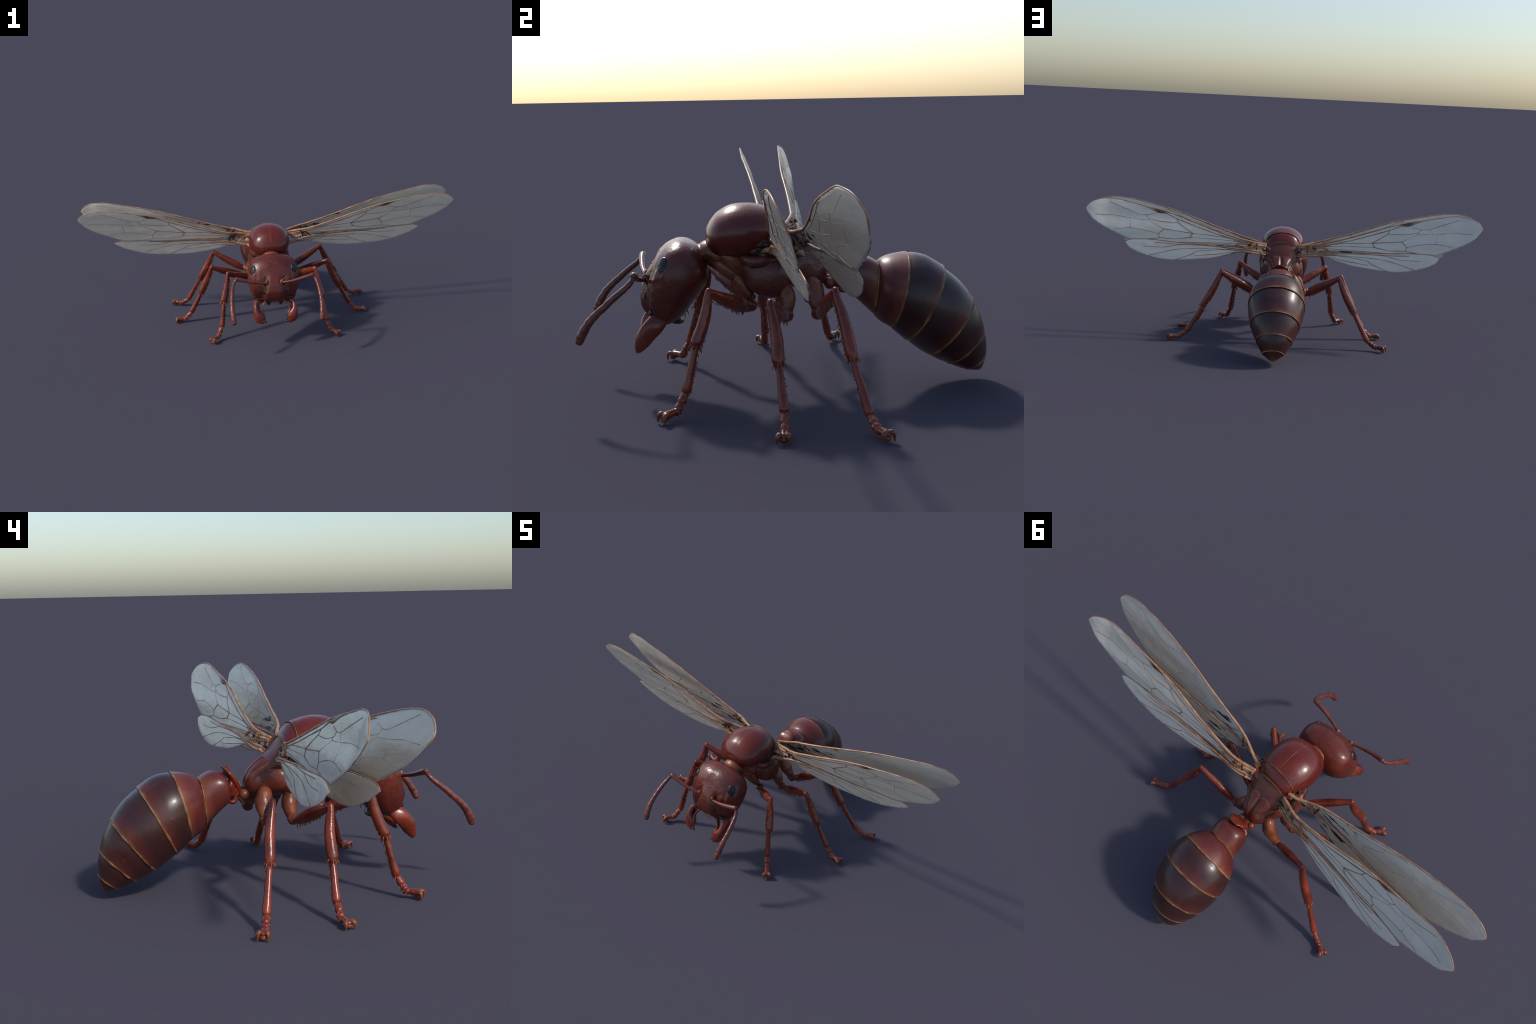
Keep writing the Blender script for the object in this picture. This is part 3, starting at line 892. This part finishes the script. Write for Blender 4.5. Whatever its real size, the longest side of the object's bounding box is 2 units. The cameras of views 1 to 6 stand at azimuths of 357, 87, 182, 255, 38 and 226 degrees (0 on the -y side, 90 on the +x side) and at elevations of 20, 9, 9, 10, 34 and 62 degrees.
def blade_y(kind, hind, x, z):
    if kind == "front":
        y = 0.0944 + 0.0374 * x - 0.3384 * z
    else:
        y = 0.1700 + 0.1075 * x - 0.3232 * z
    if kind == "front":                 # gentle twist, and a bend into the root
        y += (0.004 * smooth01((0.57 - z) / 0.07) - 0.007 * smooth01((z - 0.57) / 0.09)) * smooth01((x - 0.4) / 0.3)
        if hind:
            y -= 0.012 * (1 - smooth01((x - 0.10) / 0.20))
        else:
            y += 0.040 * (1 - smooth01((x - 0.075) / 0.17)) * smooth01((z - 0.440) / 0.04)
    else:
        y -= 0.024 * (1 - smooth01((x - 0.075) / 0.11)) + 0.006 * smooth01((z - 0.53) / 0.07)
        y += 0.010 * smooth01((x - 0.88) / 0.10) - 0.005 * smooth01((0.54 - z) / 0.06) * smooth01((x - 0.3) / 0.4)
    y += 0.0005 * fbm((x, 0.4, z), 75, 4)
    if hind:
        y += 0.006 * smooth01((x - .25) / .2) if kind == "front" else 0.002
    return y


def edge_fn(rows):
    p = np.array(spline(rows, 8))
    order = np.argsort(p[:, 0])
    return lambda x: float(np.interp(x, p[order, 0], p[order, 1]))


def build_wing(kind, hind, UP, LO, veins):
    if kind == "rear" and not hind:     # blunter, higher tip
        UP = [(x, z + 0.006 * smooth01((x - .75) / .12) * smooth01((1.0 - x) / .03)) for x, z in UP]
    if not hind:
        UP = [(x, z - 0.0025 * smooth01((x - .10) / .1) * smooth01((0.85 - x) / .2)) for x, z in UP]
    up, lo = edge_fn(UP), edge_fn(LO)
    x0, x1 = UP[0][0], UP[-1][0]
    nu, nv = 120, 16
    outer = -1 if kind == "front" else 1       # side that shows the veins
    th = 0.0024
    sh = 0.010 if kind == "rear" and not hind else 0.0      # the hind pair is set a touch further out near its root

    def at(x, z, off):
        return V(x + sh * (1 - smooth01((x - .55) / .4)) * smooth01((x - .1) / .2), blade_y(kind, hind, x, z) + off, z)

    g = Geo()
    for side in (1, -1):
        for i in range(nu + 1):
            t = i / nu
            x = x0 + (x1 - x0) * (1 - (1 - t) ** 1.7)
            zu, zl = up(x), lo(x)
            zl += (0.0020 * fbm((x, 0.3, 0.7), 150, 3) + 0.0014 * fbm((x, 0.9, 0.2), 420, 5)) * smooth01((x - .4) / .2) * smooth01((x1 - x) / .03)
            for j in range(nv + 1):
                z = zl + (zu - zl) * j / nv
                k = min(1.0, 0.45 + 3 * min(j, nv - j) / nv)
                g.v.append(tuple(at(x, z, side * th * k)))
    S = (nu + 1) * (nv + 1)
    for s in (0, 1):
        inner = (1 if s == 0 else -1) != outer
        for i in range(nu):
            for j in range(nv):
                a = s * S + i * (nv + 1) + j
                g.f.append((a, a + 1, a + nv + 2, a + nv + 1))
                g.m.append(1 if inner else 0)
    for i in range(nu):
        for j in (0, nv):
            a = i * (nv + 1) + j
            g.f.append((a, a + nv + 1, S + a + nv + 1, S + a))
            g.m.append(2)
    for i in (0, nu):
        for j in range(nv):
            a = i * (nv + 1) + j
            g.f.append((a, a + 1, S + a + 1, S + a))
            g.m.append(2)
    w = both(g, "hindwing" if hind else "forewing", ant, M_WING, M_WING_IN, M_EDGE)

    # brown veins on the outer face, pale ridges on the inner one
    g, gi = Geo(), Geo()
    for k, line in enumerate(veins):
        wd = 0.0017 * VEIN_W.get(k, 1.0) if not hind else 0.0014
        if k in (1, 4, 5) and not hind:          # straight runs that meet at corners
            pts = [line[0]]
            for a, b in zip(line[:-1], line[1:]):
                pts += [tuple(np.array(a) * (1 - t) + np.array(b) * t) for t in (.12, .5, .88, 1)]
        else:
            pts = spline([(x, z) for x, z in line], 5) if len(line) > 2 else np.array(line)
        for gg, off, m in ((g, outer * th * .95, 1.0), (gi, -outer * th * .80, .8)):
            path = [at(x, z, off) for x, z in pts]
            gg.tube(path, [wd * m * (0.85 + 0.45 * fbm(p, 45, 6)) for p in path], 6, up=(0, 1, 0), per=2)
    both(g, "wing_vein", w, M_VEIN)
    both(gi, "wing_ridge", w, M_RIDGE)

    # costa: thick tan cord along the leading edge, running round the tip
    g = Geo()
    line = list(UP)
    if not hind:
        line = line[:-1] + [(0.9985, 0.627), (0.992, 0.611), (0.975, 0.591)]
    n = len(line)
    r = [(0.0036 * (1 - smooth01(i / n * 1.5)) + 0.0027 * (1 - .4 * i / n)) for i in range(n)]
    if not hind:
        r[-1] = 0.0012
    g.tube([at(x, z, 0) for x, z in line], r, 10, up=(0, 1, 0), rip=0.03, per=5, lump=0.12)
    if hind:
        pts = [(0.260, 0.458), (0.400, 0.466), (0.520, 0.4665), (0.640, 0.472)]
        g.tube([at(x, z, outer * th * .6) for x, z in pts], [0.0022] * 4, 8, up=(0, 1, 0))
    # strands that gather into the root
    strands = [[(0.085, 0.476), (0.14, 0.478), (0.22, 0.497), (0.34, 0.530)], [(0.085, 0.472), (0.15, 0.477), (0.24, 0.496)],
               [(0.085, 0.470), (0.15, 0.473), (0.26, 0.480), (0.36, 0.480)], [(0.085, 0.466), (0.16, 0.466), (0.27, 0.473)], [(0.105, 0.480), (0.12, 0.472), (0.13, 0.465)], [(0.138, 0.484), (0.15, 0.478), (0.158, 0.469)]]
    if hind:
        strands = [[(0.085, lo(.085) + .003), (0.15, lo(.15) + .004), (0.24, lo(.24) + .012), (0.34, 0.452)]]
    for st in strands:
        o = outer * th * .8 + rng.uniform(-.004, .004)
        g.tube([at(x, z, o * (1 - .6 * smooth01((x - .15) / .15))) for x, z in st], [0.0042, 0.0034] + [0.0017] * (len(st) - 2), 8, up=(0, 1, 0), lump=0.12)
    both(g, "wing_costa", w, M_COSTA)

    if not hind:
        # tangle of short struts and torn membrane between the two stalks
        for mat, cnt, rad in ((M_COSTA, 9, 0.0028), (M_DARK, 8, 0.0042)):
            g = Geo()
            for k in range(cnt):
                xa = 0.098 + 0.120 * rng.random()
                xb = xa + rng.uniform(-0.012, 0.045)
                za, zb = up(xa) - rng.uniform(.004, .016), lo(xb) + rng.uniform(-.010, .008)
                oa, ob = rng.uniform(-.010, .006), rng.uniform(-.010, .006)
                mid = at((xa + xb) / 2, (za + zb) / 2, -outer * (oa + ob) * .5)
                g.tube([at(xa, za, -outer * oa), mid + V(.003, .002, .003) * rng.uniform(-1, 1), at(xb, zb, -outer * ob)], [rad, rad * .8, rad], 7, up=(0, 1, 0), lump=0.3)
            both(g, "wing_strut", w, mat)

    if not hind:
        # pterostigma: dark lens just under the leading edge
        rr = []
        ST = [(0.585, 0.6175, 0.002), (0.602, 0.619, 0.005), (0.624, 0.6235, 0.0085), (0.643, 0.6295, 0.0085), (0.660, 0.6355, 0.006), (0.690, 0.645, 0.0028), (0.715, 0.652, 0.0010)]
        for x, z, h in spline(ST, 4):
            c = at(x, z, outer * 0.0015)
            rr.append(ring(c, V(0, 0.0022, 0), (at(x, z + h, outer * 0.0015) - c), 14, 2.4))
        both(Geo().rings(rr), "pterostigma", w, M_STIGMA)


for kind in ("front", "rear"):
    build_wing(kind, False, FORE_UP, FORE_LO, VEINS)
    build_wing(kind, True, *((HIND_UP, HIND_LO) if kind == "front" else (HIND_UP_R, HIND_LO_R)), HIND_VEINS)
